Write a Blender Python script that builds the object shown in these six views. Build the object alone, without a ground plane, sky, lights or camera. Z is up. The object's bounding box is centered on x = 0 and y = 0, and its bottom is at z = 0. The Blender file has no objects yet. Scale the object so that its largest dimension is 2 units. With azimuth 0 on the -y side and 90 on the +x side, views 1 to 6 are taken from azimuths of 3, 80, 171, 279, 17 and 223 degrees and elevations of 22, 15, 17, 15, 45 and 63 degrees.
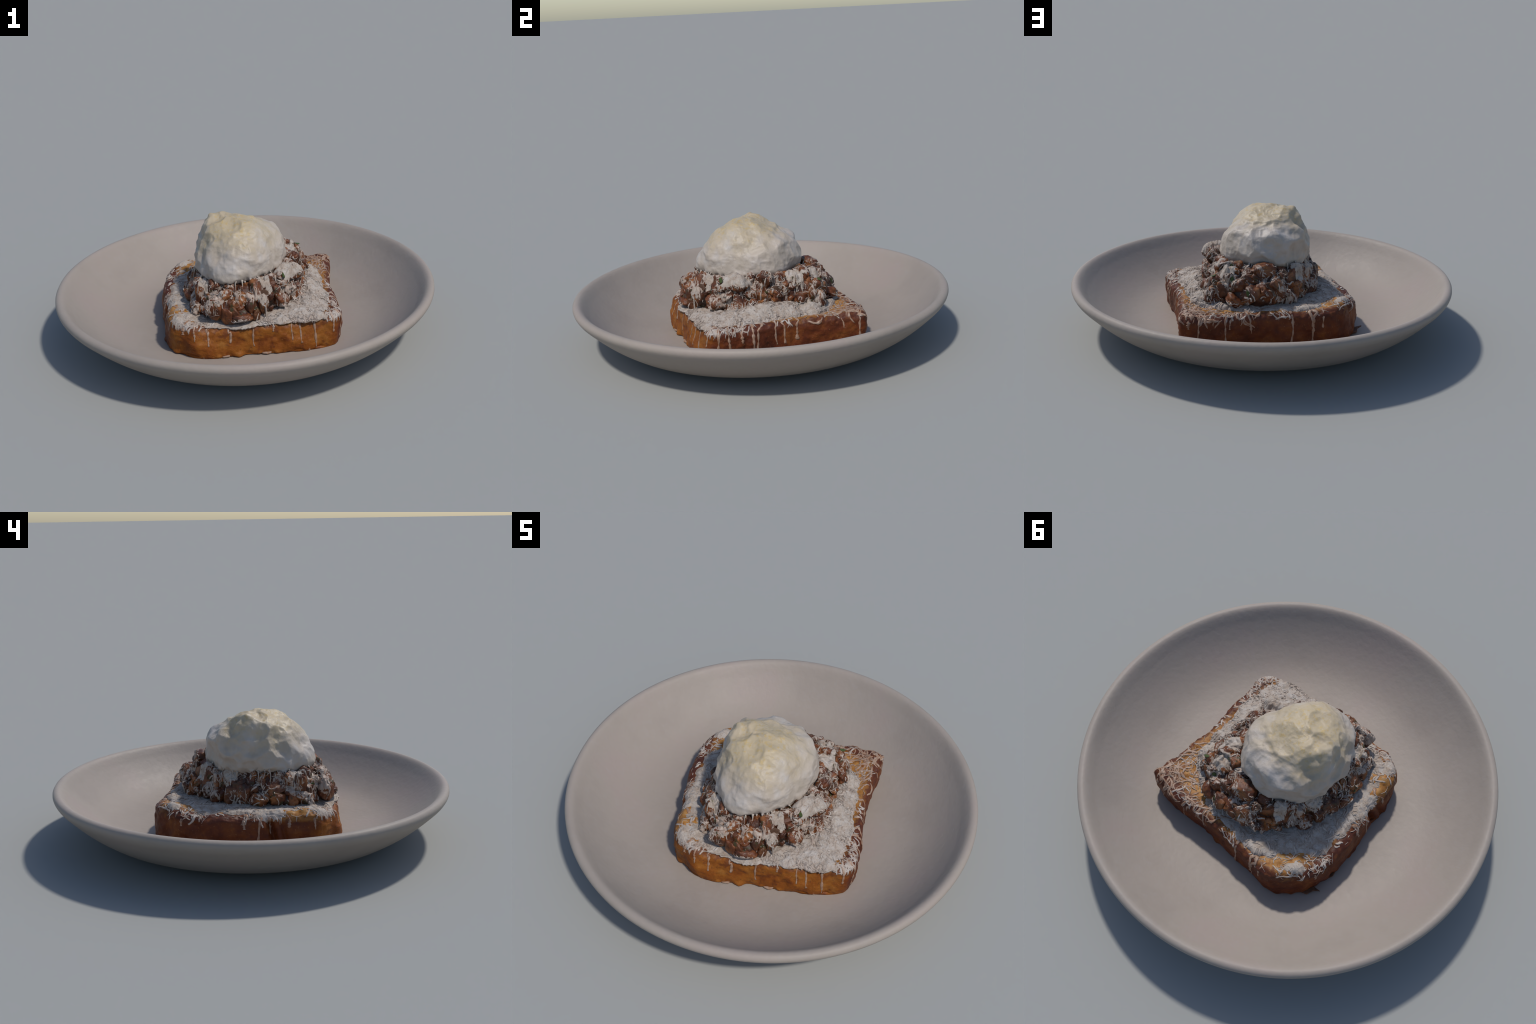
"""French toast on a coupe plate: bread slice, whipped cheese spread, chunky ragout,
poached egg and grated cheese.  Everything is lofted / displaced in code."""
import bpy, math, random
import numpy as np
from mathutils import Vector, Matrix, Euler
from mathutils.bvhtree import BVHTree

RNG = np.random.default_rng(7)
random.seed(7)
TAU = math.tau

# ------------------------------------------------------------------ noise
def _hash(ix, iy, iz, seed):
    h = (ix.astype(np.int64) * 374761393 + iy.astype(np.int64) * 668265263
         + iz.astype(np.int64) * 1274126177 + seed * 144665) & 0xFFFFFFFF
    h = ((h ^ (h >> 13)) * 1103515245) & 0xFFFFFFFF
    h = ((h ^ (h >> 16)) * 22695477) & 0xFFFFFFFF
    return ((h ^ (h >> 15)) & 0xFFFFFF) / float(0xFFFFFF)

def vnoise(p, scale=1.0, seed=0):
    """smooth value noise in [-1, 1]"""
    q = np.asarray(p, float) * scale + 100.37
    i = np.floor(q); f = q - i
    f = f * f * f * (f * (f * 6 - 15) + 10)
    i = i.astype(np.int64)
    out = 0
    for dx in (0, 1):
        wx = f[:, 0] if dx else 1 - f[:, 0]
        for dy in (0, 1):
            wy = f[:, 1] if dy else 1 - f[:, 1]
            for dz in (0, 1):
                wz = f[:, 2] if dz else 1 - f[:, 2]
                out = out + wx * wy * wz * _hash(i[:, 0] + dx, i[:, 1] + dy, i[:, 2] + dz, seed)
    return out * 2 - 1

def fbm(p, scale, octaves=4, seed=0, gain=0.5):
    a, s, t = 1.0, 0, 0
    for k in range(octaves):
        s = s + a * vnoise(p, scale * 2.03 ** k, seed + k * 17); t += a; a *= gain
    return s / t

def ridge(p, scale, octaves=3, seed=0):
    a, s, t = 1.0, 0, 0
    for k in range(octaves):
        s = s + a * (1 - 2 * np.abs(vnoise(p, scale * 2.03 ** k, seed + k * 13))); t += a; a *= 0.5
    return s / t

# ------------------------------------------------------------------ mesh helpers
def new_object(name, verts, faces, mat, parent=None, smooth=True, uv=None):
    me = bpy.data.meshes.new(name)
    me.from_pydata([tuple(v) for v in np.asarray(verts, float)], [], [tuple(map(int, f)) for f in faces])
    me.update()
    if mat:
        me.materials.append(mat)
    if smooth:
        me.shade_smooth()
    ob = bpy.data.objects.new(name, me)
    bpy.context.scene.collection.objects.link(ob)
    if parent:
        ob.parent = parent
    return ob

def get_verts(ob):
    co = np.empty(len(ob.data.vertices) * 3); ob.data.vertices.foreach_get("co", co)
    return co.reshape(-1, 3)

def get_normals(ob):
    n = np.empty(len(ob.data.vertices) * 3); ob.data.vertices.foreach_get("normal", n)
    return n.reshape(-1, 3)

def set_verts(ob, co):
    ob.data.vertices.foreach_set("co", np.ascontiguousarray(co, float).ravel()); ob.data.update()

def loft(rings, cap_start=True, cap_end=True):
    """rings: list of (n,3) closed loops -> verts, faces"""
    n = len(rings[0]); V = np.vstack(rings); F = []
    a = np.arange(n); b = (a + 1) % n
    for k in range(len(rings) - 1):
        o = k * n; q = o + n
        F.append(np.stack([o + a, o + b, q + b, q + a], 1))
    F = [tuple(f) for f in np.vstack(F)]
    if cap_start:
        c = len(V); V = np.vstack([V, rings[0].mean(0)]); F += [(int(j), int(i), c) for i, j in zip(a, b)]
    if cap_end:
        c = len(V); V = np.vstack([V, rings[-1].mean(0)]); o = (len(rings) - 1) * n
        F += [(o + int(i), o + int(j), c) for i, j in zip(a, b)]
    return V, F

def closed_spline(pts, n):
    """evenly spaced points on a closed Catmull-Rom curve"""
    p = np.array(pts, float); m = len(p); out = []
    for i in range(m):
        p0, p1, p2, p3 = p[i - 1], p[i], p[(i + 1) % m], p[(i + 2) % m]
        for t in np.linspace(0, 1, 24, endpoint=False):
            out.append(0.5 * (2 * p1 + (p2 - p0) * t + (2 * p0 - 5 * p1 + 4 * p2 - p3) * t * t
                              + (3 * p1 - p0 - 3 * p2 + p3) * t ** 3))
    out = np.array(out); out = np.vstack([out, out[:1]])
    s = np.r_[0, np.cumsum(np.linalg.norm(np.diff(out, axis=0), axis=1))]
    u = np.linspace(0, s[-1], n, endpoint=False)
    return np.stack([np.interp(u, s, out[:, k]) for k in range(p.shape[1])], 1)

def open_spline(pts, n):
    p = np.array(pts, float); p = np.vstack([2 * p[0] - p[1], p, 2 * p[-1] - p[-2]]); out = []
    for i in range(1, len(p) - 2):
        p0, p1, p2, p3 = p[i - 1], p[i], p[i + 1], p[i + 2]
        for t in np.linspace(0, 1, 24, endpoint=False):
            out.append(0.5 * (2 * p1 + (p2 - p0) * t + (2 * p0 - 5 * p1 + 4 * p2 - p3) * t * t
                              + (3 * p1 - p0 - 3 * p2 + p3) * t ** 3))
    out.append(p[-2]); out = np.array(out)
    s = np.r_[0, np.cumsum(np.linalg.norm(np.diff(out, axis=0), axis=1))]
    u = np.linspace(0, s[-1], n)
    return np.stack([np.interp(u, s, out[:, k]) for k in range(p.shape[1])], 1)

def gauss(d, r):
    return np.exp(-(d / r) ** 2)

def sstep(a, b, x):
    t = np.clip((x - a) / (b - a), 0, 1)
    return t * t * (3 - 2 * t)

def icosphere(sub):
    import bmesh
    bm = bmesh.new(); bmesh.ops.create_icosphere(bm, subdivisions=sub, radius=1)
    V = np.array([v.co[:] for v in bm.verts]); F = [tuple(v.index for v in f.verts) for f in bm.faces]
    bm.free(); return V, F

# ------------------------------------------------------------------ material helpers
class Nodes:
    def __init__(self, name, rough=0.6, spec=0.4):
        self.mat = bpy.data.materials.new(name); self.mat.use_nodes = True
        self.t = self.mat.node_tree; self.bsdf = self.t.nodes["Principled BSDF"]
        self.bsdf.inputs["Roughness"].default_value = rough
        self.bsdf.inputs["Specular IOR Level"].default_value = spec
        self.co = self.t.nodes.new("ShaderNodeTexCoord")
    def n(self, kind): return self.t.nodes.new(kind)
    def link(self, a, b): self.t.links.new(a, b)
    def noise(self, scale, detail=4, rough=0.55, vec=None, dist=0.0):
        x = self.n("ShaderNodeTexNoise"); x.inputs["Scale"].default_value = scale
        x.inputs["Detail"].default_value = detail; x.inputs["Roughness"].default_value = rough
        x.inputs["Distortion"].default_value = dist
        self.link(vec or self.co.outputs["Object"], x.inputs["Vector"]); return x.outputs["Fac"]
    def ramp(self, fac, stops):
        r = self.n("ShaderNodeValToRGB"); e = r.color_ramp.elements
        while len(e) < len(stops): e.new(0.5)
        for el, (pos, c) in zip(e, stops):
            el.position = pos; el.color = (*c, 1) if len(c) == 3 else c
        self.link(fac, r.inputs["Fac"]); return r.outputs["Color"]
    def step(self, fac, a, b):
        m = self.n("ShaderNodeMapRange"); m.interpolation_type = "SMOOTHSTEP"
        m.inputs["From Min"].default_value = a; m.inputs["From Max"].default_value = b
        self.link(fac, m.inputs["Value"]); return m.outputs["Result"]
    def math(self, op, a, b=None, clamp=False):
        m = self.n("ShaderNodeMath"); m.operation = op; m.use_clamp = clamp
        for i, v in enumerate((a, b)):
            if v is None: continue
            if isinstance(v, (int, float)): m.inputs[i].default_value = v
            else: self.link(v, m.inputs[i])
        return m.outputs[0]
    def mix(self, fac, a, b):
        m = self.n("ShaderNodeMix"); m.data_type = "RGBA"
        for s, v in ((m.inputs[0], fac), (m.inputs[6], a), (m.inputs[7], b)):
            if isinstance(v, tuple): s.default_value = (*v, 1)
            elif isinstance(v, (int, float)): s.default_value = v
            else: self.link(v, s)
        return m.outputs[2]
    def axes(self, vec=None):
        s = self.n("ShaderNodeSeparateXYZ"); self.link(vec or self.co.outputs["Object"], s.inputs[0]); return s.outputs
    def near(self, centre, scale):
        """0 at centre growing outwards: length((p - centre) * scale)"""
        m = self.n("ShaderNodeMapping"); m.inputs["Scale"].default_value = scale
        m.inputs["Location"].default_value = tuple(-c * s for c, s in zip(centre, scale))
        self.link(self.co.outputs["Object"], m.inputs["Vector"])
        v = self.n("ShaderNodeVectorMath"); v.operation = "LENGTH"; self.link(m.outputs[0], v.inputs[0])
        return v.outputs["Value"]
    def bump(self, height, strength=0.3, dist=0.004):
        b = self.n("ShaderNodeBump"); b.inputs["Strength"].default_value = strength
        b.inputs["Distance"].default_value = dist
        self.link(height, b.inputs["Height"]); self.link(b.outputs[0], self.bsdf.inputs["Normal"])
    def colour(self, c): self.link(c, self.bsdf.inputs["Base Color"])

def mat_ceramic():
    m = Nodes("stoneware_glaze", 0.55, 0.25)
    big = m.noise(3.2, 3); mid = m.noise(26, 3, dist=0.6)
    c = m.ramp(big, [(0.3, (0.302, 0.256, 0.220)), (0.5, (0.324, 0.276, 0.236)), (0.7, (0.330, 0.272, 0.238))])
    c = m.mix(m.math("MULTIPLY", m.step(mid, 0.5, 0.75), 0.2), c, (0.335, 0.303, 0.28))
    m.colour(c)
    m.bump(m.noise(40, 3, 0.5), 0.25, 0.005)
    r = m.ramp(mid, [(0.3, (0.50,) * 3), (0.7, (0.58,) * 3)]); m.link(r, m.bsdf.inputs["Roughness"])
    return m.mat

def mat_bread():
    m = Nodes("fried_bread_crust", 0.5, 0.22)
    x, y, z = m.axes()
    n0, n1, n2, n3 = m.noise(4.5, 3), m.noise(11, 5, 0.6), m.noise(34, 4, 0.6), m.noise(120, 3, 0.6)
    gold = m.ramp(n1, [(0.3, (0.125, 0.029, 0.006)), (0.45, (0.215, 0.062, 0.008)), (0.58, (0.265, 0.090, 0.012)), (0.72, (0.33, 0.140, 0.030))])
    rust = m.ramp(n1, [(0.3, (0.060, 0.014, 0.006)), (0.48, (0.115, 0.027, 0.008)), (0.60, (0.160, 0.044, 0.010)), (0.74, (0.23, 0.080, 0.018))])
    # the long front side was fried paler than the others
    front = m.step(m.math("ADD", y, m.math("MULTIPLY", m.math("SUBTRACT", n0, 0.5), 0.16)), -0.31, -0.39)
    side = m.mix(front, rust, gold)
    side = m.mix(m.math("MULTIPLY", m.step(n2, 0.52, 0.70), 0.6), side, (0.080, 0.020, 0.010))
    side = m.mix(m.math("MULTIPLY", m.step(n3, 0.62, 0.74), 0.35), side, (0.42, 0.24, 0.11))
    # seared band around the upper edge, ragged
    zz = m.math("ADD", z, m.math("MULTIPLY", m.math("SUBTRACT", n2, 0.5), 0.09))
    band = m.math("MULTIPLY", m.step(zz, 0.165, 0.200), 0.85)
    side = m.mix(band, side, m.ramp(n2, [(0.35, (0.050, 0.015, 0.012)), (0.55, (0.095, 0.028, 0.014)), (0.7, (0.19, 0.062, 0.020))]))
    # the cut face: custardy gold inside the seared ring (a rounded-square mask)
    fx = m.math("POWER", m.math("ABSOLUTE", m.math("DIVIDE", m.math("SUBTRACT", x, 0.02), 0.455)), 8.0)
    fy = m.math("POWER", m.math("ABSOLUTE", m.math("DIVIDE", y, 0.450)), 8.0)
    inner = m.step(m.math("ADD", m.math("ADD", fx, fy), m.math("MULTIPLY", m.math("SUBTRACT", n2, 0.5), 1.2)), 0.62, 0.25)
    top = m.ramp(n2, [(0.3, (0.19, 0.062, 0.014)), (0.5, (0.36, 0.165, 0.040)), (0.68, (0.44, 0.26, 0.10))])
    face = m.math("MULTIPLY", inner, m.step(z, 0.175, 0.192))
    m.colour(m.mix(face, side, top))
    m.bump(m.math("ADD", m.noise(60, 4, 0.6), m.math("MULTIPLY", n3, 0.4)), 0.32, 0.005)
    return m.mat

def mat_cream():
    m = Nodes("whipped_cheese", 0.75, 0.2)
    n1, n2 = m.noise(26, 4, 0.6), m.noise(60, 5, 0.68, dist=1.5)
    c = m.ramp(n1, [(0.3, (0.33, 0.255, 0.20)), (0.5, (0.42, 0.355, 0.30)), (0.7, (0.46, 0.415, 0.375))])
    c = m.mix(m.math("MULTIPLY", m.step(n2, 0.54, 0.68), 0.6), c, (0.215, 0.125, 0.07))
    m.colour(c); m.bump(n2, 0.7, 0.006)
    return m.mat

def mat_shred():
    m = Nodes("grated_cheese_shreds", 0.65, 0.25)
    n1 = m.noise(22, 3)
    m.colour(m.ramp(n1, [(0.3, (0.34, 0.255, 0.20)), (0.5, (0.42, 0.345, 0.29)), (0.7, (0.46, 0.41, 0.365))]))
    return m.mat

def mat_melted():
    m = Nodes("melted_cheese_drips", 0.45, 0.4)
    n1 = m.noise(60, 3)
    m.colour(m.ramp(n1, [(0.3, (0.25, 0.125, 0.065)), (0.55, (0.33, 0.215, 0.150)), (0.75, (0.40, 0.31, 0.24))]))
    return m.mat

def mat_egg():
    m = Nodes("poached_egg_white", 0.45, 0.35)
    n1, n2, n3 = m.noise(9, 5, 0.6), m.noise(48, 5, 0.65), m.noise(150, 3)
    white = m.ramp(n1, [(0.3, (0.365, 0.31, 0.26)), (0.5, (0.430, 0.365, 0.305)), (0.72, (0.455, 0.415, 0.385))])
    d = m.math("ADD", m.near((-0.03, -0.07, 0.64), (3.2, 3.2, 3.6)), m.math("MULTIPLY", m.math("SUBTRACT", n1, 0.5), 0.9))
    yolk = m.step(d, 1.02, 0.25)
    c = m.mix(m.math("MULTIPLY", yolk, 0.85), white, (0.455, 0.362, 0.225))
    spot = m.math("MULTIPLY", m.math("MULTIPLY", m.step(n2, 0.50, 0.66), m.step(d, 0.8, 0.3)), 0.8)
    c = m.mix(spot, c, (0.47, 0.335, 0.135))
    c = m.mix(m.math("MULTIPLY", m.step(n3, 0.6, 0.75), 0.2), c, (0.34, 0.29, 0.23))
    # gravy soaked up by the hem
    soak = m.step(m.math("ADD", m.axes()[2], m.math("MULTIPLY", m.math("SUBTRACT", n1, 0.5), 0.16)), 0.385, 0.335)
    c = m.mix(m.math("MULTIPLY", soak, 0.5), c, (0.24, 0.165, 0.115))
    m.colour(c); m.bump(m.math("ADD", n2, m.math("MULTIPLY", n3, 0.3)), 0.4, 0.006)
    return m.mat

def mat_chunk(sauce=False):
    m = Nodes("ragout_sauce" if sauce else "braised_chunk", 0.38, 0.35)
    info, geo = m.n("ShaderNodeObjectInfo"), m.n("ShaderNodeNewGeometry")
    v = geo.outputs["Position"]
    n1, n2, n3 = m.noise(17, 5, 0.6, v), m.noise(85, 5, 0.65, v), m.noise(30, 4, 0.6, v)
    if sauce:
        c = m.ramp(n1, [(0.35, (0.018, 0.010, 0.006)), (0.5, (0.060, 0.019, 0.008)), (0.68, (0.14, 0.045, 0.016))])
    else:
        c = m.ramp(n1, [(0.34, (0.034, 0.012, 0.007)), (0.5, (0.125, 0.036, 0.012)), (0.66, (0.275, 0.102, 0.031))])
        tone = m.ramp(info.outputs["Random"], [(0.0, (0.55,) * 3), (0.3, (0.0,) * 3), (0.8, (0.0,) * 3), (1.0, (0.45,) * 3)])
        c = m.mix(tone, c, (0.050, 0.026, 0.015))
    c = m.mix(m.math("MULTIPLY", m.step(n3, 0.585, 0.65), 0.8), c, (0.040, 0.042, 0.016))
    # melted cheese: a stringy film that ran down over the heap, thicker in drifts
    mp = m.n("ShaderNodeMapping"); mp.inputs["Scale"].default_value = (1, 1, 0.38); m.link(v, mp.inputs["Vector"])
    web, fine, drift = m.noise(27, 3, 0.55, mp.outputs[0], 1.0), m.noise(75, 4, 0.65, mp.outputs[0], 0.8), m.noise(10, 3, 0.5, v)
    line = m.math("ABSOLUTE", m.math("SUBTRACT", web, 0.5))
    amount = m.math("ADD", m.math("MULTIPLY", m.math("SUBTRACT", drift, 0.515), 0.60), m.math("MULTIPLY", m.math("SUBTRACT", fine, 0.5), 0.22))
    up = m.axes(geo.outputs["Normal"])[2]
    amount = m.math("ADD", amount, m.math("MULTIPLY", up, 0.025))
    film = m.step(m.math("SUBTRACT", line, amount), 0.024, 0.004)
    c = m.mix(m.math("MULTIPLY", film, 0.85), c, m.ramp(fine, [(0.35, (0.32, 0.22, 0.165)), (0.6, (0.46, 0.385, 0.325))]))
    m.colour(c); m.bump(m.math("ADD", n2, film), 0.6, 0.005)
    return m.mat

def mat_plain(name, stops, scale, rough=0.6):
    m = Nodes(name, rough, 0.35); m.colour(m.ramp(m.noise(scale, 4), stops)); m.bump(m.noise(scale * 3, 3), 0.4, 0.004)
    return m.mat

M_PLATE, M_BREAD, M_CREAM, M_SHRED, M_MELT = mat_ceramic(), mat_bread(), mat_cream(), mat_shred(), mat_melted()
M_EGG, M_CHUNK, M_SAUCE = mat_egg(), mat_chunk(), mat_chunk(True)
M_HERB = mat_plain("chopped_herb", [(0.3, (0.020, 0.035, 0.010)), (0.7, (0.085, 0.115, 0.025))], 60)
M_MUSH = mat_plain("mushroom_slice", [(0.3, (0.055, 0.030, 0.018)), (0.7, (0.13, 0.062, 0.033))], 60)
M_FLAKE = mat_plain("burnt_crust_flake", [(0.3, (0.05, 0.020, 0.012)), (0.7, (0.16, 0.07, 0.03))], 60)

# ------------------------------------------------------------------ plate
def build_plate():
    prof = [(0.02, 0.040), (0.25, 0.040), (0.46, 0.041), (0.58, 0.047), (0.66, 0.059), (0.73, 0.082), (0.80, 0.121),
            (0.86, 0.167), (0.91, 0.216), (0.938, 0.249), (0.956, 0.269), (0.971, 0.278), (0.986, 0.2765), (0.996, 0.268),
            (0.999, 0.256), (0.996, 0.244), (0.983, 0.224), (0.957, 0.198), (0.92, 0.163), (0.87, 0.121), (0.82, 0.086), (0.77, 0.057),
            (0.70, 0.033), (0.62, 0.015), (0.54, 0.003), (0.46, 0.0005), (0.30, 0.0), (0.02, 0.0)]
    P = open_spline(prof, 220); n = 256
    a = np.linspace(0, TAU, n, endpoint=False)
    rings = [np.stack([r * np.cos(a), r * np.sin(a), np.full(n, z)], 1) for r, z in P]
    V, F = loft(rings)
    # hand-thrown waver of wall and rim; the plate leans by a quarter degree
    rad = np.linalg.norm(V[:, :2], axis=1)
    w = sstep(0.5, 1.0, rad)
    V[:, 2] += w * 0.0015 * vnoise(V * [1, 1, 0], 2.5, 3) + w * (-0.0045 * V[:, 0] + 0.0036 * V[:, 1])
    ob = new_object("plate", V, [f[::-1] for f in F], M_PLATE)
    ob["label"] = "round matt taupe stoneware coupe plate with rounded rim"; ob["category"] = "dinner plate"
    return ob

# ------------------------------------------------------------------ bread
# outlines of the slice at its top edge, waist and foot (anticlockwise)
BREAD_FOOT = [(.445, .435), (.379, .458), (.30, .463), (.202, .454), (.102, .437), (-.041, .438), (-.12, .441), (-.21, .433), (-.292, .432), (-.364, .403),
              (-.417, .341), (-.451, .268), (-.464, .193), (-.468, .118), (-.452, -.003), (-.429, -.122), (-.420, -.226), (-.401, -.306), (-.358, -.395), (-.294, -.437),
              (-.239, -.472), (-.17, -.480), (-.099, -.470), (-.02, -.457), (.05, -.441), (.151, -.434), (.24, -.424), (.33, -.413), (.41, -.392), (.461, -.363),
              (.478, -.327), (.489, -.286), (.493, -.221), (.484, -.139), (.468, -.05), (.461, .05), (.458, .12), (.453, .201), (.450, .301), (.455, .390)]
BREAD_WAIST = [(.459, .449), (.38, .468), (.30, .469), (.201, .459), (.101, .442), (-.04, .434), (-.12, .437), (-.21, .442), (-.293, .438), (-.364, .402),
               (-.412, .340), (-.446, .266), (-.472, .194), (-.467, .119), (-.453, -.003), (-.421, -.121), (-.404, -.221), (-.395, -.304), (-.358, -.395), (-.295, -.438),
               (-.239, -.474), (-.171, -.470), (-.101, -.459), (-.022, -.448), (.048, -.434), (.149, -.422), (.239, -.411), (.327, -.396), (.405, -.377), (.458, -.357),
               (.485, -.330), (.501, -.285), (.499, -.220), (.496, -.136), (.472, -.05), (.459, .05), (.456, .12), (.457, .20), (.460, .30), (.468, .40)]
BREAD = [(.461, .450), (.381, .473), (.30, .472), (.201, .459), (.10, .445), (-.04, .430), (-.12, .434), (-.21, .441), (-.291, .430), (-.352, .394),
         (-.400, .334), (-.438, .264), (-.460, .193), (-.450, .120), (-.438, -.001), (-.411, -.119), (-.383, -.217), (-.375, -.299), (-.343, -.387), (-.288, -.427),
         (-.233, -.447), (-.174, -.446), (-.101, -.452), (-.02, -.452), (.047, -.429), (.148, -.410), (.237, -.395), (.323, -.376), (.398, -.358), (.451, -.345),
         (.480, -.324), (.500, -.285), (.489, -.222), (.482, -.140), (.476, -.049), (.454, .05), (.449, .12), (.460, .20), (.463, .30), (.462, .395)]
BC = np.array([0.03, 0.0])

def bread_top(xy):
    """height of the upper crust edge / face, before fine relief"""
    x, y = xy[:, 0], xy[:, 1]
    d = lambda cx, cy, r: gauss(np.hypot(x - cx, y - cy), r)
    return (0.210 + 0.026 * d(-.40, .36, .14) + 0.022 * d(-.38, -.36, .13) + 0.002 * d(.47, -.36, .12)
            + 0.008 * d(.47, .43, .10) - 0.016 * d(-.08, -.46, .16) - 0.008 * d(-.44, .2, .08) - 0.008 * d(.47, -.2, .1) - 0.007 * sstep(-.28, -.40, y))

def build_bread(parent):
    n = 560
    three = closed_spline(np.hstack([BREAD, BREAD_WAIST, BREAD_FOOT]), n)
    o, ow, of = three[:, :2], three[:, 2:4], three[:, 4:]
    t = np.roll(o, -3, 0) - np.roll(o, 3, 0); t /= np.linalg.norm(t, axis=1)[:, None]
    nor = np.stack([t[:, 1], -t[:, 0]], 1)           # outward for CCW
    topz = bread_top(o)
    edge = [(.030, 0.0), (.010, .02), (.002, .07), (.0, .16), (.0, .30), (.0, .50), (.0, .68), (.001, .82),
            (.007, .92), (.020, .99), (.036, 1.01), (.055, .985)]
    rings = []
    zb = 0.040
    for s in np.linspace(0.05, 1, 10, endpoint=False):
        xy = BC + (of - nor * .03 - BC) * s
        rings.append(np.c_[xy, np.full(n, zb)])
    for d, h in open_spline(edge, 66):
        wt, wf = np.clip(2 * h - 1, 0, 1), np.clip(1 - 2 * h, 0, 1)
        line = o * wt + of * wf + ow * (1 - wt - wf)
        rings.append(np.c_[line - nor * d, zb + (topz - zb) * h])
    last = o - nor * .055
    for s in np.linspace(1, 0.04, 40)[1:]:
        xy = BC + (last - BC) * s
        w = sstep(1.0, 0.75, np.full(n, s))
        rings.append(np.c_[xy, (1 - w) * (zb + (topz - zb) * .985) + w * 0.203])
    V, F = loft(rings)
    ob = new_object("bread_slice", V, F, M_BREAD, parent)
    co, nr = get_verts(ob), get_normals(ob)
    z = co[:, 2]
    side = sstep(0.7, 0.3, np.abs(nr[:, 2]))
    up = sstep(.17, .21, z)
    disp = 0.010 * fbm(co, 9, 3, 1) + 0.005 * fbm(co, 34, 3, 5)
    # knobbly seared rim, frilly foot
    disp += up * (1 - sstep(.3, .9, np.abs(nr[:, 2]))) * 0.010 * ridge(co, 22, 2, 9)
    disp += sstep(.075, .045, z) * side * (0.010 * vnoise(co * [1, 1, 0], 16, 21) + 0.006 * vnoise(co * [1, 1, 0], 45, 22))
    # pleats pressed into the left side and the front right end
    for px, py, r, h in ((-.41, -.17, .016, .034), (-.405, -.225, .013, .020), (-.455, .175, .020, .020), (.41, -.40, .014, .013),
                         (.50, -.17, .016, .010), (.30, -.42, .020, .006), (-.40, .33, .016, .008)):
        lean = (z - .12) * 0.25
        disp -= h * gauss(np.hypot(co[:, 0] - px - lean * (abs(py) > .38), co[:, 1] - py - lean * (abs(py) < .38)), r) * side
    # soft swells between the pleats
    for px, py, r, h in ((-.42, -.10, .05, .008), (.47, -.37, .05, .010), (-.41, -.21, .03, .006), (.26, -.425, .05, .006)):
        disp += h * gauss(np.hypot(co[:, 0] - px, co[:, 1] - py), r) * side * sstep(.05, .1, z)
    # open crumb on the bare corners of the face
    face = up * sstep(.6, .9, nr[:, 2])
    disp += face * 0.006 * ridge(co, 30, 3, 40)
    ok = (z > zb + .004) | (side > 0.3)
    set_verts(ob, co + nr * (disp * np.where(ok, 1, 0.1))[:, None])
    return ob

# ------------------------------------------------------------------ cheese spread
SPREAD = [(.392, .20), (.372, .25), (.315, .30), (.25, .338), (.164, .386), (.06, .412), (-.028, .412), (-.11, .408),
          (-.18, .392), (-.245, .36), (-.33, .30), (-.378, .245), (-.402, .17), (-.405, .07), (-.396, -.04), (-.382, -.13),
          (-.358, -.25), (-.33, -.34), (-.25, -.405), (-.11, -.432), (0, -.448), (.09, -.424), (.23, -.405), (.37, -.378),
          (.445, -.33), (.462, -.25), (.452, -.13), (.418, 0), (.402, .10)]

def build_spread(parent):
    n = 720
    o = closed_spline(SPREAD, n); c = np.array([0.02, -0.02])
    a = np.arctan2(o[:, 1] - c[1], o[:, 0] - c[0])
    p3 = np.c_[o, np.zeros(n)]
    frill = 0.014 * fbm(p3, 14, 2, 60) + 0.014 * ridge(p3, 34, 3, 61) - 0.004
    dirv = (o - c) / np.linalg.norm(o - c, axis=1)[:, None]
    o = o + dirv * frill[:, None]
    rings = []
    ts = [1 - 0.55 * (k / 69) ** 1.15 for k in range(70)]
    rings.append(np.c_[c + (o - c) * .45, np.full(n, .19)])
    rings.append(np.c_[c + (o - c) * .985, np.full(n, .192)])
    bank = 0.036 * gauss(np.angle(np.exp(1j * (a - .30))), .75) + 0.004   # fuller on the right side
    for t in ts:
        xy = c + (o - c) * t
        u = 1 - t
        base = np.minimum(bread_top(xy) + .002, .214)
        h = np.sqrt(np.clip(u / .07, 0, 1)) * 0.016 + bank * sstep(0.02, .30, np.full(n, u))
        rings.append(np.c_[xy, np.where(u < 1e-6, .195, base - .010 + h)])
    V, F = loft(rings)
    ob = new_object("cheese_spread", V, F, M_CREAM, parent)
    co, nr = get_verts(ob), get_normals(ob)
    up = sstep(.2, .215, co[:, 2])
    right = sstep(-.1, .3, co[:, 0] - co[:, 1] * .3)
    q = co + .02 * np.c_[fbm(co, 22, 2, 73), fbm(co, 22, 2, 74), fbm(co, 22, 2, 75)]
    disp = 0.008 * fbm(co, 12, 3, 70) + (0.003 + 0.005 * right) * ridge(q, 32, 3, 71) + 0.002 * ridge(q, 100, 2, 72)
    for px, py, r, h in ((.335, .21, .045, .022), (.25, .325, .035, .016), (.40, .10, .04, .014), (-.17, .385, .04, .012), (-.06, .40, .035, .010),
                         (-.36, -.19, .04, .008), (-.33, -.28, .035, .008), (.05, -.42, .07, .004), (.335, -.20, .06, .018), (.340, -.10, .06, .022), (.342, 0, .06, .022), (.338, .08, .05, .014), (-.37, .02, .06, .006)):
        disp += h * gauss(np.hypot(co[:, 0] - px, co[:, 1] - py), r)
    set_verts(ob, co + nr * (disp * up)[:, None])
    return ob

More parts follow.
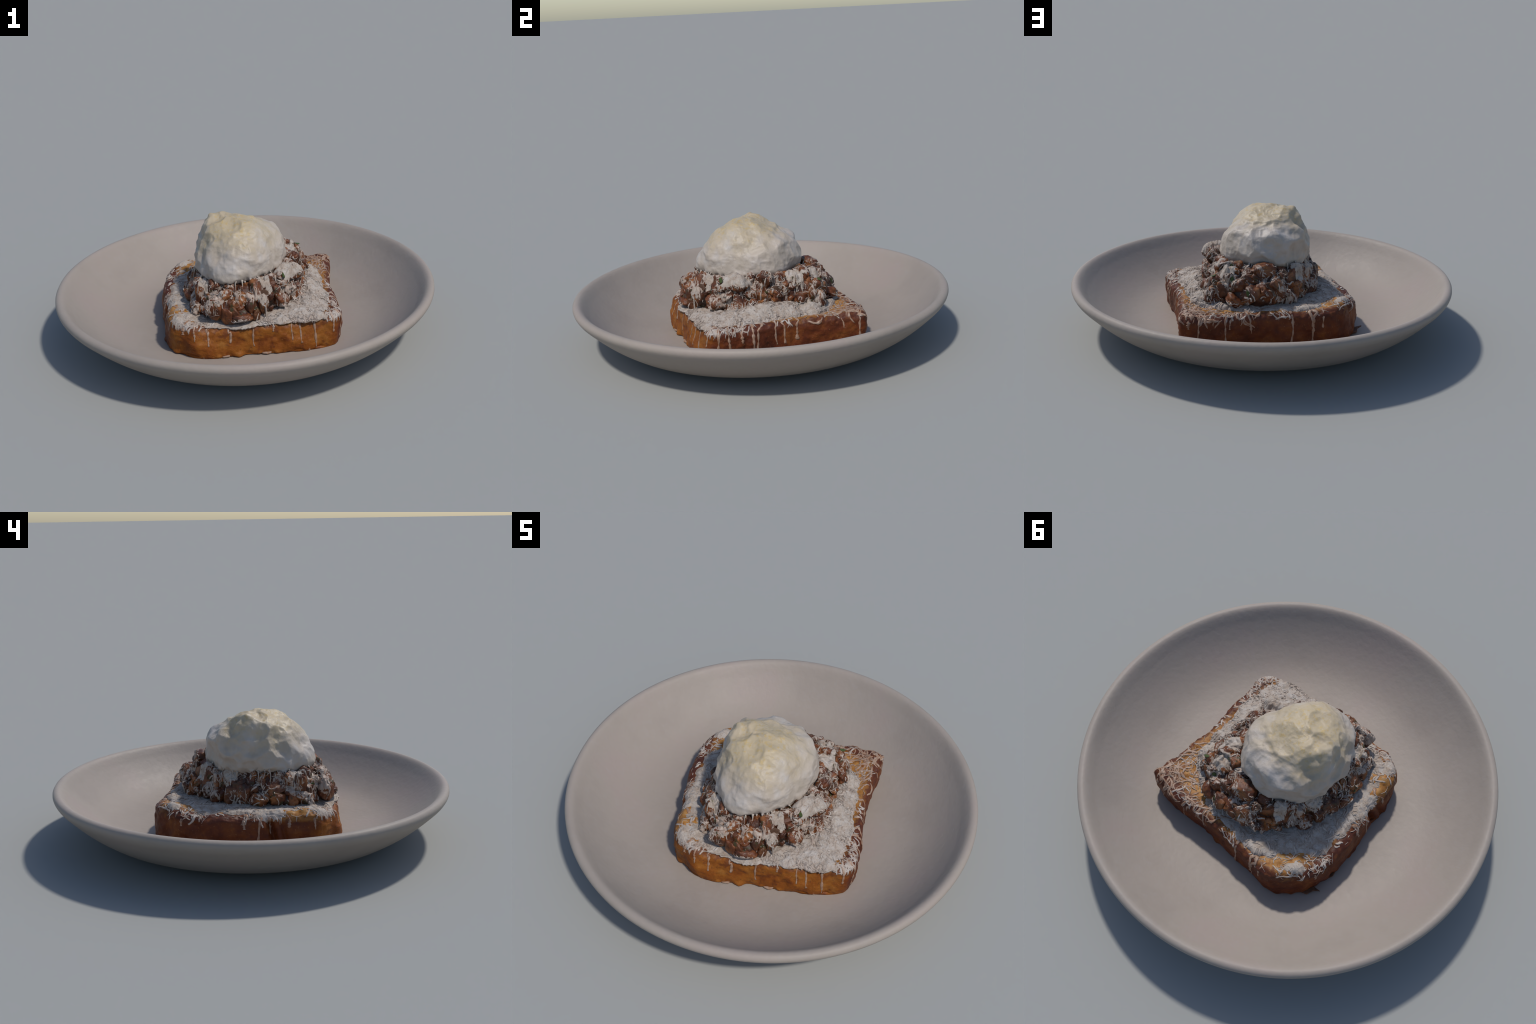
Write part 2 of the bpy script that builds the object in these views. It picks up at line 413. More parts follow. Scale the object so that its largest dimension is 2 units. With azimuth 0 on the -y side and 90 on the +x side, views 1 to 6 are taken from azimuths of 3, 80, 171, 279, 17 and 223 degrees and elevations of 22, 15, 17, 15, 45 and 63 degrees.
# ------------------------------------------------------------------ ragout heap
HEAP_LOW = [(.276, .228), (.224, .290), (.163, .328), (.083, .338), (0, .328), (-.075, .302), (-.128, .264), (-.172, .207), (-.216, .125),
            (-.256, .03), (-.268, -.067), (-.258, -.165), (-.244, -.245), (-.202, -.318), (-.138, -.358), (-.06, -.396), (0, -.402),
            (.055, -.370), (.120, -.318), (.185, -.260), (.26, -.170), (.29, -.077), (.288, .067), (.290, .15)]
HEAP_HIGH = [(.230, .228), (.192, .248), (.13, .258), (.06, .258), (0, .250), (-.065, .232), (-.108, .205), (-.145, .165), (-.188, .100),
             (-.222, .02), (-.230, -.06), (-.220, -.145), (-.205, -.222), (-.170, -.275), (-.112, -.298), (-.05, -.310), (0, -.305),
             (.06, -.300), (.125, -.284), (.185, -.242), (.235, -.160), (.258, -.075), (.257, .05), (.248, .135)]

def heap_height(a):
    # shoulder height by compass direction: high at +y / +x, lower at the front and left
    return 0.356 + 0.020 * gauss(np.angle(np.exp(1j * (a - 1.1))), .8) + 0.022 * gauss(np.angle(np.exp(1j * (a + .5))), .6) + 0.014 * gauss(np.angle(np.exp(1j * (a - .35))), .45) \
        + 0.004 * gauss(np.angle(np.exp(1j * (a + 2.0))), .7) + .010 * gauss(np.angle(np.exp(1j * (a - 2.9))), .7)

def build_heap(parent):
    n = 300
    lo, hi = np.array(HEAP_LOW), np.array(HEAP_HIGH)
    both = closed_spline(np.hstack([lo, hi]), n)
    lo, hi = both[:, :2], both[:, 2:]
    c = np.array([0.015, -0.03])
    H = heap_height(np.arctan2(hi[:, 1] - c[1], hi[:, 0] - c[0]))
    rings = [np.c_[c + (lo - c) * .3, np.full(n, .205)], np.c_[c + (lo - c) * .9, np.full(n, .205)]]
    prof = [(0, .0, .96), (0, .10, .985), (.0, .30, 1.02), (.25, .55, 1.02), (.6, .80, 1.01), (.9, .95, .99), (1, 1.0, .93), (1, 1.01, .85), (1, .99, .75), (1, .93, .6), (1, .85, .35), (1, .82, .1)]
    for m, h, s in open_spline(prof, 90):
        xy = c + ((lo * (1 - m) + hi * m) - c) * s
        rings.append(np.c_[xy, .212 + (H - .212) * h])
    V, F = loft(rings)
    ob = new_object("ragout", V, F, M_SAUCE, parent)
    co, nr = get_verts(ob), get_normals(ob)
    w = sstep(.205, .23, co[:, 2])
    disp = 0.006 + 0.016 * fbm(co, 12, 3, 80) + 0.010 * ridge(co, 24, 3, 81)
    set_verts(ob, co + nr * (disp * w)[:, None])
    return ob

# ------------------------------------------------------------------ poached egg
EGG_C = np.array([-0.025, -0.035, 0.411])
# how far the white swells (+) or sinks (-) at points spiralling down from the crown, in mm
EGG_SWELL = [3, 15, -4, -4, -19, 9, 16, -13, -6, 9, -10, -4, 12, -5, -4, 18, -13, 7, -16, -9, 15, -1, 3, 7, -1, -3, -10, -4, 6, 17,
             -7, 4, 7, -3, -7, -3, 1, 10, -15, -4, 3, -3, 9]

def build_egg(parent):
    V, F = icosphere(7)
    d = V / np.linalg.norm(V, axis=1)[:, None]
    x, y, z = d.T
    rx = np.where(x > 0, .242, .225); ry = np.where(y > 0, .256, .284); rz = np.where(z > 0, .233, .084)
    k = (np.abs(x / rx) ** 2.05 + np.abs(y / ry) ** 2.05 + np.abs(z / rz) ** 2.05) ** (-1 / 2.05)
    i = np.arange(60) + .5
    ph, th = np.arccos(1 - 2 * i / 60), math.pi * (1 + 5 ** .5) * i
    B = np.stack([np.cos(th) * np.sin(ph), np.sin(th) * np.sin(ph), np.cos(ph)], 1)
    for b, mm in zip(B, EGG_SWELL):
        k = k + mm * .001 * np.exp((d @ b - 1) / .06)
    co = EGG_C + d * k[:, None]
    def near(px, py, pz, r): return gauss(np.linalg.norm(co - [px, py, pz], axis=1), r)
    # setting white: shallow bowls that meet in soft crests, deepest on the back left
    g = np.random.default_rng(4)
    cups = EGG_C + np.array([.235, .27, .235]) * (lambda w: w / np.linalg.norm(w, axis=1)[:, None])(g.normal(size=(190, 3)))
    q = co + .02 * np.c_[fbm(co, 9, 2, 94), fbm(co, 9, 2, 95), fbm(co, 9, 2, 96)]
    f = np.zeros(len(co))
    for c in cups:
        f += np.exp(-((q - c) ** 2).sum(1) / .00045)
    bowl = np.minimum(-.00045 * np.log(f + 1e-9), .0024)
    back = sstep(.14, -.16, co[:, 0] * .8 - co[:, 1] * .5 - .02)
    disp = (3.5 + 3.5 * back) * bowl + .013 * near(-.02, -.21, .57, .07) - .008 * near(.0, .15, .57, .05) + 0.003 * ridge(q, 26, 2, 91) + .009 * fbm(co, 13, 3, 92) - .008
    for px, py, pz, r, h in ((-.150, -.012, .625, .020, .016), (-.19, .03, .60, .020, .012), (-.02, -.03, .655, .03, .003), (.165, .10, .57, .035, .012),
                             (-.235, .06, .49, .022, .012), (-.18, .12, .54, .022, .014), (-.10, .185, .53, .025, .012)):
        disp += h * near(px, py, pz, r)
    for px, py, pz, r, h in ((-.17, .075, .565, .030, .014), (-.09, .09, .60, .03, .010), (-.21, -.05, .54, .03, .012), (-.13, .17, .46, .035, .014),
                             (-.02, .19, .50, .03, .012), (-.21, .11, .43, .03, .012), (-.10, -.27, .48, .035, .014), (-.19, -.20, .45, .03, .014),
                             (-.02, -.29, .46, .025, .012), (.20, -.18, .42, .035, .014), (.10, -.26, .42, .03, .010)):
        disp -= h * near(px, py, pz, r)
    # ragged hem
    disp += sstep(.43, .36, co[:, 2]) * 0.010 * ridge(co * [1, 1, .6], 24, 2, 93)
    co = co + d * disp[:, None]
    return new_object("poached_egg", co, F, M_EGG, parent)

# ------------------------------------------------------------------ chunks
def chunk_mesh(i, r):
    V, F = icosphere(4)
    d = V / np.linalg.norm(V, axis=1)[:, None]
    e = np.array([1.0, r.uniform(.72, 1.0), r.uniform(.6, .9)])
    p = r.uniform(2.4, 4.2)
    k = (np.abs(d) ** p).sum(1) ** (-1 / p)
    co = d * k[:, None]
    co = co + d * (0.26 * fbm(co, 1.3, 2, 200 + i) + 0.14 * ridge(co, 2.6, 2, 230 + i) + 0.05 * fbm(co, 7, 2, 260 + i))[:, None]
    # one flat cut face and one bite
    cut = r.normal(size=3); cut /= np.linalg.norm(cut)
    over = np.clip(co @ cut - .62, 0, None); co = co - cut * (over * .85)[:, None]
    bite = r.normal(size=3); bite /= np.linalg.norm(bite)
    co = co * (1 - .28 * gauss(np.linalg.norm(d - bite, axis=1), .5))[:, None]
    co = co * e
    me = new_object("braised_chunk", co, F, M_CHUNK)
    data = me.data; bpy.data.objects.remove(me); return data

def surface_samples(ob, count, rng):
    me = ob.data; me.calc_loop_triangles()
    tri = np.empty(len(me.loop_triangles) * 3, np.int32); me.loop_triangles.foreach_get("vertices", tri); tri = tri.reshape(-1, 3)
    co = get_verts(ob) ; A, B, C = co[tri[:, 0]], co[tri[:, 1]], co[tri[:, 2]]
    cr = np.cross(B - A, C - A); ar = np.linalg.norm(cr, axis=1)
    k = rng.choice(len(tri), count, p=ar / ar.sum())
    u, v = rng.random(count), rng.random(count); f = u + v > 1; u[f], v[f] = 1 - u[f], 1 - v[f]
    P = A[k] + (B - A)[k] * u[:, None] + (C - A)[k] * v[:, None]
    return P, cr[k] / (ar[k][:, None] + 1e-12)

def build_chunks(heap, egg):
    r = np.random.default_rng(21)
    kinds = [chunk_mesh(i, r) for i in range(10)]
    bv = BVHTree.FromPolygons([tuple(v) for v in get_verts(egg)], [tuple(p.vertices) for p in egg.data.polygons])
    placed, out = [], []
    def put(loc, rot, size, data):
        ob = bpy.data.objects.new("braised_chunk", data); bpy.context.scene.collection.objects.link(ob)
        ob.parent = heap; ob.location = loc; ob.rotation_euler = rot; ob.scale = size
        out.append(ob); placed.append((np.array(loc), max(size)))
    # the few big pieces that stand out
    put((.036, .256, .378), (.12, .1, 0.3), (.056, .048, .054), kinds[2])
    put((-.205, -.278, .305), (.1, 1.45, .4), (.072, .040, .044), kinds[4])
    put((.005, -.405, .232), (.1, .1, .15), (.052, .040, .030), kinds[5])
    put((.245, -.165, .372), (.2, .1, .6), (.062, .046, .040), kinds[1])
    put((.12, .215, .362), (.3, .2, 1.3), (.055, .042, .040), kinds[7])
    P, N = surface_samples(heap, 6000, r)
    for p, nn in zip(P, N):
        if p[2] < .225: continue
        hit = bv.find_nearest(Vector(p)); inside = (Vector(p) - hit[0]).dot(hit[1]) < 0
        if inside: continue
        s = r.uniform(.020, .034) if r.random() < .4 else r.uniform(.036, .058)
        if any(np.linalg.norm(p - q) < .60 * (s + t) for q, t in placed): continue
        loc = p + nn * s * r.uniform(-.62, -.08)
        if hit[3] < s * .5: loc = loc - np.array([0, 0, s * .7])
        put(tuple(loc), tuple(r.uniform(0, TAU, 3)), tuple(s * np.array([r.uniform(1, 1.35), 1, r.uniform(.85, 1)])), kinds[int(r.integers(10))])
        if len(placed) > 235: break
    # round mushroom slices lying against the heap
    hv = BVHTree.FromPolygons(get_verts(heap).tolist(), [tuple(p.vertices) for p in heap.data.polygons])
    n = 40; a = np.linspace(0, TAU, n, endpoint=False)
    prof = [(.2, -.26), (.8, -.28), (.96, -.2), (1.0, 0), (.96, .2), (.8, .26), (.5, .22), (.2, .2)]
    rings = [np.stack([q * np.cos(a) * (1 + .08 * np.cos(2 * a + 1)), q * np.sin(a), np.full(n, z)], 1) for q, z in open_spline(prof, 24)]
    V, F = loft(rings); V = V * [1, .78, 1.25] + .20 * np.c_[vnoise(V, 1.4, 5), vnoise(V, 1.4, 6), vnoise(V, 1.4, 7)]
    me = new_object("mushroom_slice", V, F, M_MUSH); data = me.data; bpy.data.objects.remove(me)
    for loc, rot, s in (((.020, .325, .315), (-1.35, .1, .1), .033), ((-.06, .27, .36), (-1.0, .3, .4), .026), ((.30, .03, .33), (1.2, .4, 1.5), .028),
                        ((-.255, .02, .31), (1.3, -.5, 1.5), .027), ((.09, -.320, .31), (1.2, .2, .5), .028)):
        ob = bpy.data.objects.new("mushroom_slice", data); bpy.context.scene.collection.objects.link(ob)
        hit = hv.find_nearest(Vector(loc)); loc = hit[0] + hit[1] * .012     # lean on the heap
        ob.parent = heap; ob.location = loc; ob.rotation_euler = rot; ob.scale = (s,) * 3; out.append(ob)
    return out

# ------------------------------------------------------------------ combined surface for draping
def world_mesh(obs):
    Vs, Fs, own, o = [], [], [], 0
    for k, ob in enumerate(obs):
        loc, rot, sc = ob.location, ob.rotation_euler, ob.scale
        Mx = np.array(Matrix.LocRotScale(loc, rot, sc))
        v = get_verts(ob) @ Mx[:3, :3].T + Mx[:3, 3]
        ob.data.calc_loop_triangles()
        f = np.empty(len(ob.data.loop_triangles) * 3, np.int32); ob.data.loop_triangles.foreach_get("vertices", f)
        Vs.append(v); Fs.append(f.reshape(-1, 3) + o); own.append(np.full(len(Fs[-1]), k)); o += len(v)
    return np.vstack(Vs), np.vstack(Fs), np.concatenate(own)

class Drape:
    def __init__(self, obs):
        V, F, own = world_mesh(obs); self.V, self.F, self.own, self.obs = V, F, own, obs
        self.bv = BVHTree.FromPolygons(V.tolist(), F.tolist())
    def walk(self, p, d, n, step, lift, r, turn=0.35, down=0.0, loft_=0.0):
        """a strand creeping over the surface"""
        pts = []; self.nors = []; p = Vector(p); d = Vector(d)
        for k in range(n):
            loc, nor, _, _ = self.bv.find_nearest(p)
            if loc is None: break
            bow = loft_ * math.sin(math.pi * k / max(1, n - 1))
            q = loc + nor * (lift + bow); pts.append(q); self.nors.append(nor)
            d = d + Vector((r.normal(), r.normal(), r.normal())) * turn - Vector((0, 0, down))
            d = d - nor * d.dot(nor)
            if d.length < 1e-6: break
            d.normalize(); p = loc + d * step
        return pts

def tube(pts, radii, flat=1.0, sides=5, normals=None):
    """round or flattened strand through pts"""
    P = np.array([p[:] for p in pts]); n = len(P)
    T = np.gradient(P, axis=0); T /= np.linalg.norm(T, axis=1)[:, None] + 1e-9
    up = np.array([n[:] for n in normals]) if normals is not None else np.array([[.3, .2, 1.]] * n); A = np.cross(T, up); A /= np.linalg.norm(A, axis=1)[:, None] + 1e-9
    B = np.cross(T, A)
    a = np.linspace(0, TAU, sides, endpoint=False)
    V = [P[i] + radii[i] * (np.outer(np.cos(a), A[i]) + flat * np.outer(np.sin(a), B[i])) for i in range(n)]
    F = []
    for i in range(n - 1):
        for j in range(sides):
            k = (j + 1) % sides
            F.append((i * sides + j, i * sides + k, (i + 1) * sides + k, (i + 1) * sides + j))
    F.append(tuple(range(sides))[::-1]); F.append(tuple((n - 1) * sides + j for j in range(sides)))
    return np.vstack(V), F

class Bundle:
    def __init__(self): self.V, self.F, self.o = [], [], 0
    def add(self, V, F):
        self.V.append(V); self.F += [tuple(i + self.o for i in f) for f in F]; self.o += len(V)
    def make(self, name, mat, parent):
        ob = new_object(name, np.vstack(self.V), self.F, mat, parent); ob["kind"] = "stuff"; return ob

def strand(bundle, dr, r, p, d, length, rad, lift, turn=.4, down=0., bow=0., flat=.45, n=6, taper=.6, sides=4):
    pts = dr.walk(p, d, n, length / (n - 1), lift, r, turn, down, bow)
    if len(pts) < 3: return
    u = np.linspace(0, 1, len(pts)); rr = rad * (1 - taper * np.abs(2 * u - 1) ** 2.2) * (1 + .25 * r.normal(size=len(pts)).clip(-1, 1))
    bundle.add(*tube(pts, rr, flat, sides, dr.nors[:len(pts)]))

def build_shreds(parent, dr, names):
    r = np.random.default_rng(33)
    V, F, own = dr.V, dr.F, dr.own
    A, B, C = V[F[:, 0]], V[F[:, 1]], V[F[:, 2]]
    cr = np.cross(B - A, C - A); ar = np.linalg.norm(cr, axis=1); N = cr / (ar[:, None] + 1e-12); c = (A + B + C) / 3
    up = np.clip(N[:, 2], 0, 1)
    kind = np.array([names[k] for k in range(len(dr.obs))])[own]
    patch = fbm(c, 13, 3, 300)
    x, y, z = c.T
    right = sstep(.05, .3, x - .35 * y)
    spread = (kind == "spread") * up * (0.25 + 1.1 * right) * sstep(-.25, .25, patch)
    bare = gauss(np.hypot(x - .40, y - .38), .13) + .5 * gauss(np.hypot(x - .15, y - .43), .1)
    rim = (kind == "bread") * sstep(.3, .8, up) * sstep(.185, .195, z)
    crust = rim * (.06 + sstep(.0, .25, patch) + .8 * gauss(np.hypot(x + .31, y + .40), .09)) * (1 - .8 * bare)
    rag = (kind == "chunk") * sstep(-.1, .6, N[:, 2]) * sstep(.0, .2, patch)
    flank = (kind == "chunk") * (np.abs(N[:, 2]) < .8) * sstep(.23, .27, z) * sstep(-.1, .15, patch)
    fluff, rg, melt = Bundle(), Bundle(), Bundle()
    def scatter(bundle, w, count, ln, rad, bow=.004, **kw):
        w = w * ar; k = r.choice(len(F), count, p=w / w.sum())
        for i in k:
            t = r.normal(size=3); t -= N[i] * (t @ N[i])
            strand(bundle, dr, r, c[i], t, r.uniform(*ln), r.uniform(*rad), r.uniform(-.0005, .001), bow=r.uniform(0, bow), **kw)
    scatter(fluff, spread, 2600, (.012, .040), (.0008, .0022), turn=.4, bow=.006)
    scatter(fluff, spread, 700, (.020, .060), (.0022, .0050), turn=.2, bow=.004, flat=.3, sides=6)
    scatter(fluff, crust, 900, (.014, .05), (.0009, .0026), turn=.35)
    # ragged fringe where the spread spills over the crust
    o = closed_spline(SPREAD, 900); cc = np.array([.02, -.02])
    wt = .25 + 1.3 * gauss(np.hypot(o[:, 0] - .42, o[:, 1] + .30), .20) + .9 * gauss(np.hypot(o[:, 0] + .30, o[:, 1] + .38), .13) + .5 * gauss(np.hypot(o[:, 0] - .2, o[:, 1] + .42), .15)
    wt = wt * sstep(-.15, .25, fbm(np.c_[o, np.zeros(900)], 20, 2, 310))
    for k in r.choice(900, 430, p=wt / wt.sum()):
        d = o[k] - cc; d = d / np.linalg.norm(d); p = o[k] + d * r.uniform(-.03, .035)
        thin = r.random() < .45
        strand(fluff, dr, r, (p[0], p[1], .235), (d[0] + r.normal() * .4, d[1] + r.normal() * .4, -.1), r.uniform(.015, .06), r.uniform(.0009, .002) if thin else r.uniform(.002, .0048),
               .0, turn=.26, down=.12, bow=.001, flat=.35, n=8, sides=6, taper=.3)
    scatter(fluff, crust, 260, (.025, .075), (.0024, .0058), turn=.28, bow=.001, flat=.3, sides=6, taper=.25)
    scatter(rg, rag, 1800, (.012, .045), (.0008, .0024), turn=.4, down=.05)
    scatter(rg, rag, 420, (.020, .060), (.0022, .0052), turn=.2, down=.15, flat=.3, sides=6)
    # shreds that hang down the flanks of the heap
    scatter(rg, flank, 480, (.03, .10), (.0014, .0046), turn=.14, down=.6, n=9, bow=.002, flat=.3, sides=6)
    # softened ribbons on the bare custardy corner
    scatter(melt, rim * bare, 120, (.04, .10), (.0028, .0065), turn=.3, n=9, bow=.001, flat=.4, sides=8)
    fluff.make("grated_cheese", M_SHRED, parent); rg.make("clinging_cheese", M_SHRED, parent); melt.make("softened_cheese", M_MELT, parent)

def build_drips(parent, bread_dr, r):
    """melted threads that ran over the edge of the slice, one by one"""
    o = closed_spline(BREAD, 400)
    t = np.roll(o, -1, 0) - np.roll(o, 1, 0); t /= np.linalg.norm(t, axis=1)[:, None]; nor = np.stack([t[:, 1], -t[:, 0]], 1)
    if ((o - BC) * nor).sum() < 0: nor = -nor
    spots = [(-.30, -.45, .03), (-.24, -.475, .055), (-.17, -.475, .075), (-.05, -.46, .06), (.06, -.44, .10), (.16, -.43, .03), (.255, -.42, .08),
             (.29, -.415, .10), (.37, -.40, .14), (.46, -.36, .07), (.495, -.30, .12), (.497, -.25, .08), (.49, -.19, .05),
             (.485, -.13, .13), (.48, -.11, .13), (.47, -.02, .09), (.46, .03, .09), (.455, .10, .08), (.463, .42, .15), (.37, .47, .13),
             (.24, .472, .15), (.22, .472, .04), (.12, .455, .07), (-.09, .435, .15), (-.19, .436, .13), (-.205, .436, .05), (-.25, .435, .06),
             (-.44, .26, .03), (-.435, -.03, .04), (-.415, -.115, .17), (-.405, -.15, .09), (-.385, -.25, .04), (.42, .465, .03), (-.36, -.36, .05)]
    for px, py, ln in spots:
        k = np.argmin(np.hypot(o[:, 0] - px, o[:, 1] - py)); n = 18
        head = bread_dr.walk(tuple(o[k] - nor[k] * .05) + (.24,), (nor[k][0], nor[k][1], 0), 5, .010, .0005, r, .25, .02)
        hn = bread_dr.nors
        tail = bread_dr.walk(tuple(o[k] + nor[k] * .01) + (.192,), (0, 0, -1), n, ln / (n - 1), .0005, r, .10, .5)
        pts = head + tail; m = len(pts); nn = hn + bread_dr.nors
        wob = np.interp(np.linspace(0, 1, m), np.linspace(0, 1, 12), r.uniform(.35, 1.8, 12))
        rr = r.uniform(.0034, .0075) * wob * (1 - .35 * np.linspace(0, 1, m) ** 2)
        if r.random() < .35: rr[-3:] *= 1.6
        V, F = tube(pts, rr, .28, 8, nn)
        new_object("cheese_drip", V, F, M_MELT, parent)

def build_clumps(parent, dr, r):
    """drifts of grated cheese, draped over whatever lies below"""
    # centre x, y, half sizes, turn, thickness
    spots = [(.258, -.170, .085, .060, .7, .024), (-.200, -.275, .036, .050, .1, .010), (.245, .150, .050, .055, .3, .007), (.200, .235, .045, .035, .6, .007),
             (-.225, .060, .035, .040, -.5, .007), (-.145, .205, .050, .028, -.8, .007), (.12, -.285, .035, .025, -.4, .007),
             (-.305, -.365, .060, .040, .7, .006), (.26, -.325, .080, .050, .2, .006), (.36, -.25, .065, .075, .1, .006), (.375, -.10, .045, .080, .1, .010),
             (.345, .19, .030, .060, .2, .012), (-.365, .320, .045, .028, .7, .007), (-.375, -.15, .030, .070, .1, .009), (.12, -.375, .070, .028, .2, .005), (.38, .07, .030, .070, -.1, .012)]
    na, nr_ = 110, 26
    a = np.linspace(0, TAU, na, endpoint=False); u = np.linspace(0, 1, nr_) ** .8
    for i, (cx, cy, sx, sy, turn, thick) in enumerate(spots):
        ring = np.c_[np.cos(a), np.sin(a), np.full(na, i * 3.1)]
        edge = 1 + .30 * fbm(ring, 1.6, 2, 400 + i) + .22 * ridge(ring, 4.5, 3, 430 + i)
        X = np.outer(u, edge * np.cos(a)) * sx; Y = np.outer(u, edge * np.sin(a)) * sy
        ct, st = math.cos(turn), math.sin(turn)
        x, y = cx + X * ct - Y * st, cy + X * st + Y * ct
        def fall(px, py):
            h = dr.bv.ray_cast(Vector((px, py, .47)), Vector((0, 0, -1)))
            return h[0].z if h[0] is not None else 0.0
        # each spoke stops where the support drops away
        z0 = max(fall(cx, cy), .2)
        reach = np.ones(na)
        for k in range(na):
            last = z0
            for q in range(1, nr_):
                zz = fall(x[q, k], y[q, k])
                if abs(last - zz) > .022 or z0 - zz > .075 or zz - z0 > .03 or zz < .17:
                    reach[k] = max(u[q - 1], .12); break
                last = zz
        for _ in range(2):
            reach = np.minimum(reach, (reach + np.roll(reach, 1) + np.roll(reach, -1)) / 3)
        x = cx + (x - cx) * reach; y = cy + (y - cy) * reach
        z = np.array([[fall(x[q, k], y[q, k]) for k in range(na)] for q in range(nr_)])
        raw = z.copy()
        for _ in range(6):
            z = (z + np.roll(z, 1, 1) + np.roll(z, -1, 1) + np.vstack([z[:1], z[:-1]]) + np.vstack([z[1:], z[-1:]])) / 5
        z = np.maximum(z, raw - .004) * .6 + raw * .4
        body = np.sqrt(np.clip(1 - np.outer(u, np.ones(na)) ** 2.2, 0, 1))
        flat = np.c_[x.ravel(), y.ravel(), np.zeros(x.size)]
        warp = flat + .02 * np.c_[fbm(flat, 20, 2, 470), fbm(flat, 20, 2, 471), np.zeros(x.size)]
        fluff = (.55 + .35 * ridge(warp, 34, 3, 472 + i) + .25 * ridge(warp, 90, 2, 490)).reshape(x.shape)
        top = z + thick * body * fluff - .0025 * (u[:, None] > .97)
        rings = [np.stack([x[k], y[k], top[k]], 1) for k in range(nr_)]
        rings.append(np.stack([x[-1], y[-1], raw[-1] - .006], 1))
        rings.append(np.stack([cx + (x[-1] - cx) * .5, cy + (y[-1] - cy) * .5, np.minimum(raw[-1], raw[nr_ // 2]) - .012], 1))
        V, F = loft(rings)
        new_object("cheese_drift", V, F, M_CREAM, parent)

def build_egg_threads(parent, dr, r):
    """strings of egg white trailing from the hem on to the heap"""
    b = Bundle()
    egg_bv, rest = dr.egg, dr.bv
    for k in range(42):
        a = r.uniform(0, TAU)
        out = Vector((math.cos(a), math.sin(a), 0))
        p0, n0, _, _ = egg_bv.find_nearest(Vector(EGG_C) + Vector((.25 * math.cos(a), .30 * math.sin(a), r.uniform(-.055, -.02))))
        p2, n2, _, _ = rest.find_nearest(p0 + out * r.uniform(.0, .03) + Vector((0, 0, -r.uniform(.03, .075))))
        p1 = (p0 + p2) / 2 + out * .008 + Vector((0, 0, .012))
        side = Vector((-out.y, out.x, 0)) * r.normal() * .006
        t = np.linspace(0, 1, 9)
        pts = [p0 * (1 - u) ** 2 + (p1 + side) * 2 * u * (1 - u) + p2 * u * u for u in t]
        rad = r.uniform(.0016, .0050) * (1 - .55 * np.sin(math.pi * t)) * (1 + .6 * (1 - t) ** 3)
        b.add(*tube(pts, rad, .8, 6, [out] * 9))
    b.make("egg_white_thread", M_EGG, parent)

def build_herbs(heap, dr, names, r):
    V, F = icosphere(2); co = V * [1, .62, .16]; co[:, 2] += .22 * co[:, 0] ** 2 - .1 * co[:, 1] ** 2
    co = co * (1 + .18 * vnoise(V, 2, 9))[:, None]
    me = new_object("herb_leaf", co, F, M_HERB); data = me.data; bpy.data.objects.remove(me)
    kind = np.array([names[k] for k in range(len(dr.obs))])[dr.own]
    A, B, C = (dr.V[dr.F[:, k]] for k in range(3)); cr = np.cross(B - A, C - A); ar = np.linalg.norm(cr, axis=1)
    w = ar * (kind == "chunk"); c = (A + B + C) / 3
    for i in r.choice(len(w), 46, p=w / w.sum()):
        nn = Vector(cr[i] / ar[i])
        ob = bpy.data.objects.new("herb_leaf", data); bpy.context.scene.collection.objects.link(ob); ob.parent = heap
        ob.location = Vector(c[i]) + nn * .002
        q = nn.to_track_quat("Z", "Y"); q.rotate  # keep tangent
        ob.rotation_euler = (q.to_matrix() @ Euler((0, 0, r.uniform(0, TAU))).to_matrix()).to_euler()
        ob.scale = (r.uniform(.009, .017),) * 3

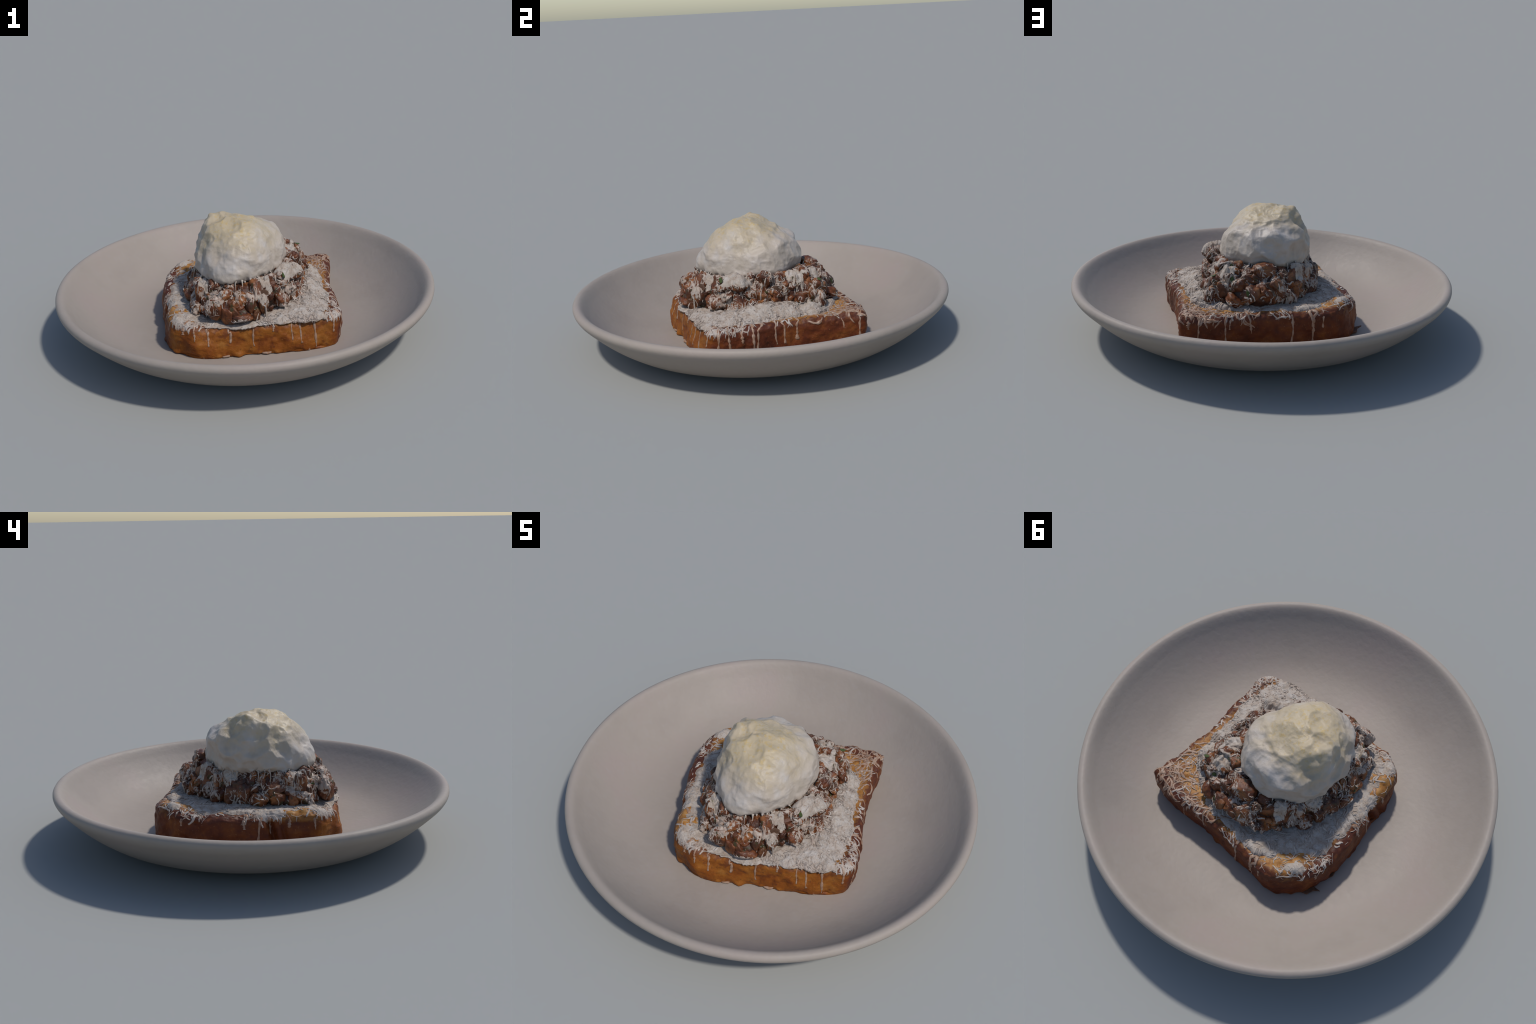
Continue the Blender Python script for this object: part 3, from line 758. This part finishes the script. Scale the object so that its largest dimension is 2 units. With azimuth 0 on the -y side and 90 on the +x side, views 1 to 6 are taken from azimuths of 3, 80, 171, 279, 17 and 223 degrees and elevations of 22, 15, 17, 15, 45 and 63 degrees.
def build_crumbs(parent, r):
    """flakes stuck at the foot of the slice"""
    def flake(name, mat, pts, thick):
        P = np.array(pts, float); n = len(P); V = np.vstack([P, P + [0, 0, thick]])
        F = [tuple(range(n))[::-1], tuple(range(n, 2 * n))] + [(i, (i + 1) % n, n + (i + 1) % n, n + i) for i in range(n)]
        ob = new_object(name, V, F, mat, parent, smooth=False)
        bev = ob.modifiers.new("soft", "BEVEL"); bev.width = thick * .3; bev.segments = 2
        return ob
    flake("crust_flake", M_FLAKE, [(-.410, .335, .052), (-.405, .285, .050), (-.440, .268, .055), (-.489, .264, .064), (-.462, .285, .058), (-.452, .318, .052)], .008)
    flake("crust_flake", M_FLAKE, [(-.43, .20, .05), (-.43, .15, .05), (-.468, .14, .054), (-.476, .165, .056), (-.462, .195, .052)], .008)
    for x, y, s in ((-.085, -.462, .032), (-.03, -.452, .014), (.12, -.430, .034), (-.14, -.470, .012), (.33, -.405, .012), (-.19, -.472, .010)):
        a0 = r.uniform(0, 1)
        pts = [(x + s * math.cos(a0 + k * TAU / 7) * r.uniform(.6, 1.1), y + .45 * s * math.sin(a0 + k * TAU / 7) * r.uniform(.6, 1.1), .046 + .0 * k) for k in range(7)]
        flake("cheese_flake", M_MELT, pts, .009)

# ------------------------------------------------------------------ assemble
plate = build_plate()
dish = bpy.data.objects.new("topped_toast", None); bpy.context.scene.collection.objects.link(dish)
dish["label"] = "thick fried toast with ragout, poached egg and grated cheese"; dish["category"] = "toast dish"
bread = build_bread(dish)
spread = build_spread(dish)
heap = build_heap(dish)
egg = build_egg(dish)
chunks = build_chunks(heap, egg)
obs = [bread, spread, heap, egg] + chunks
names = ["bread", "spread", "chunk", "egg"] + ["chunk"] * len(chunks)
drape = Drape(obs)
build_clumps(dish, Drape([bread, spread, heap] + chunks), np.random.default_rng(51))
build_shreds(dish, drape, names)
build_drips(dish, Drape([bread]), np.random.default_rng(52))
drape.egg = BVHTree.FromPolygons(get_verts(egg).tolist(), [tuple(p.vertices) for p in egg.data.polygons])
build_egg_threads(dish, drape, np.random.default_rng(53))
build_herbs(heap, drape, names, np.random.default_rng(54))
build_crumbs(dish, np.random.default_rng(55))
print("chunks", len(chunks))
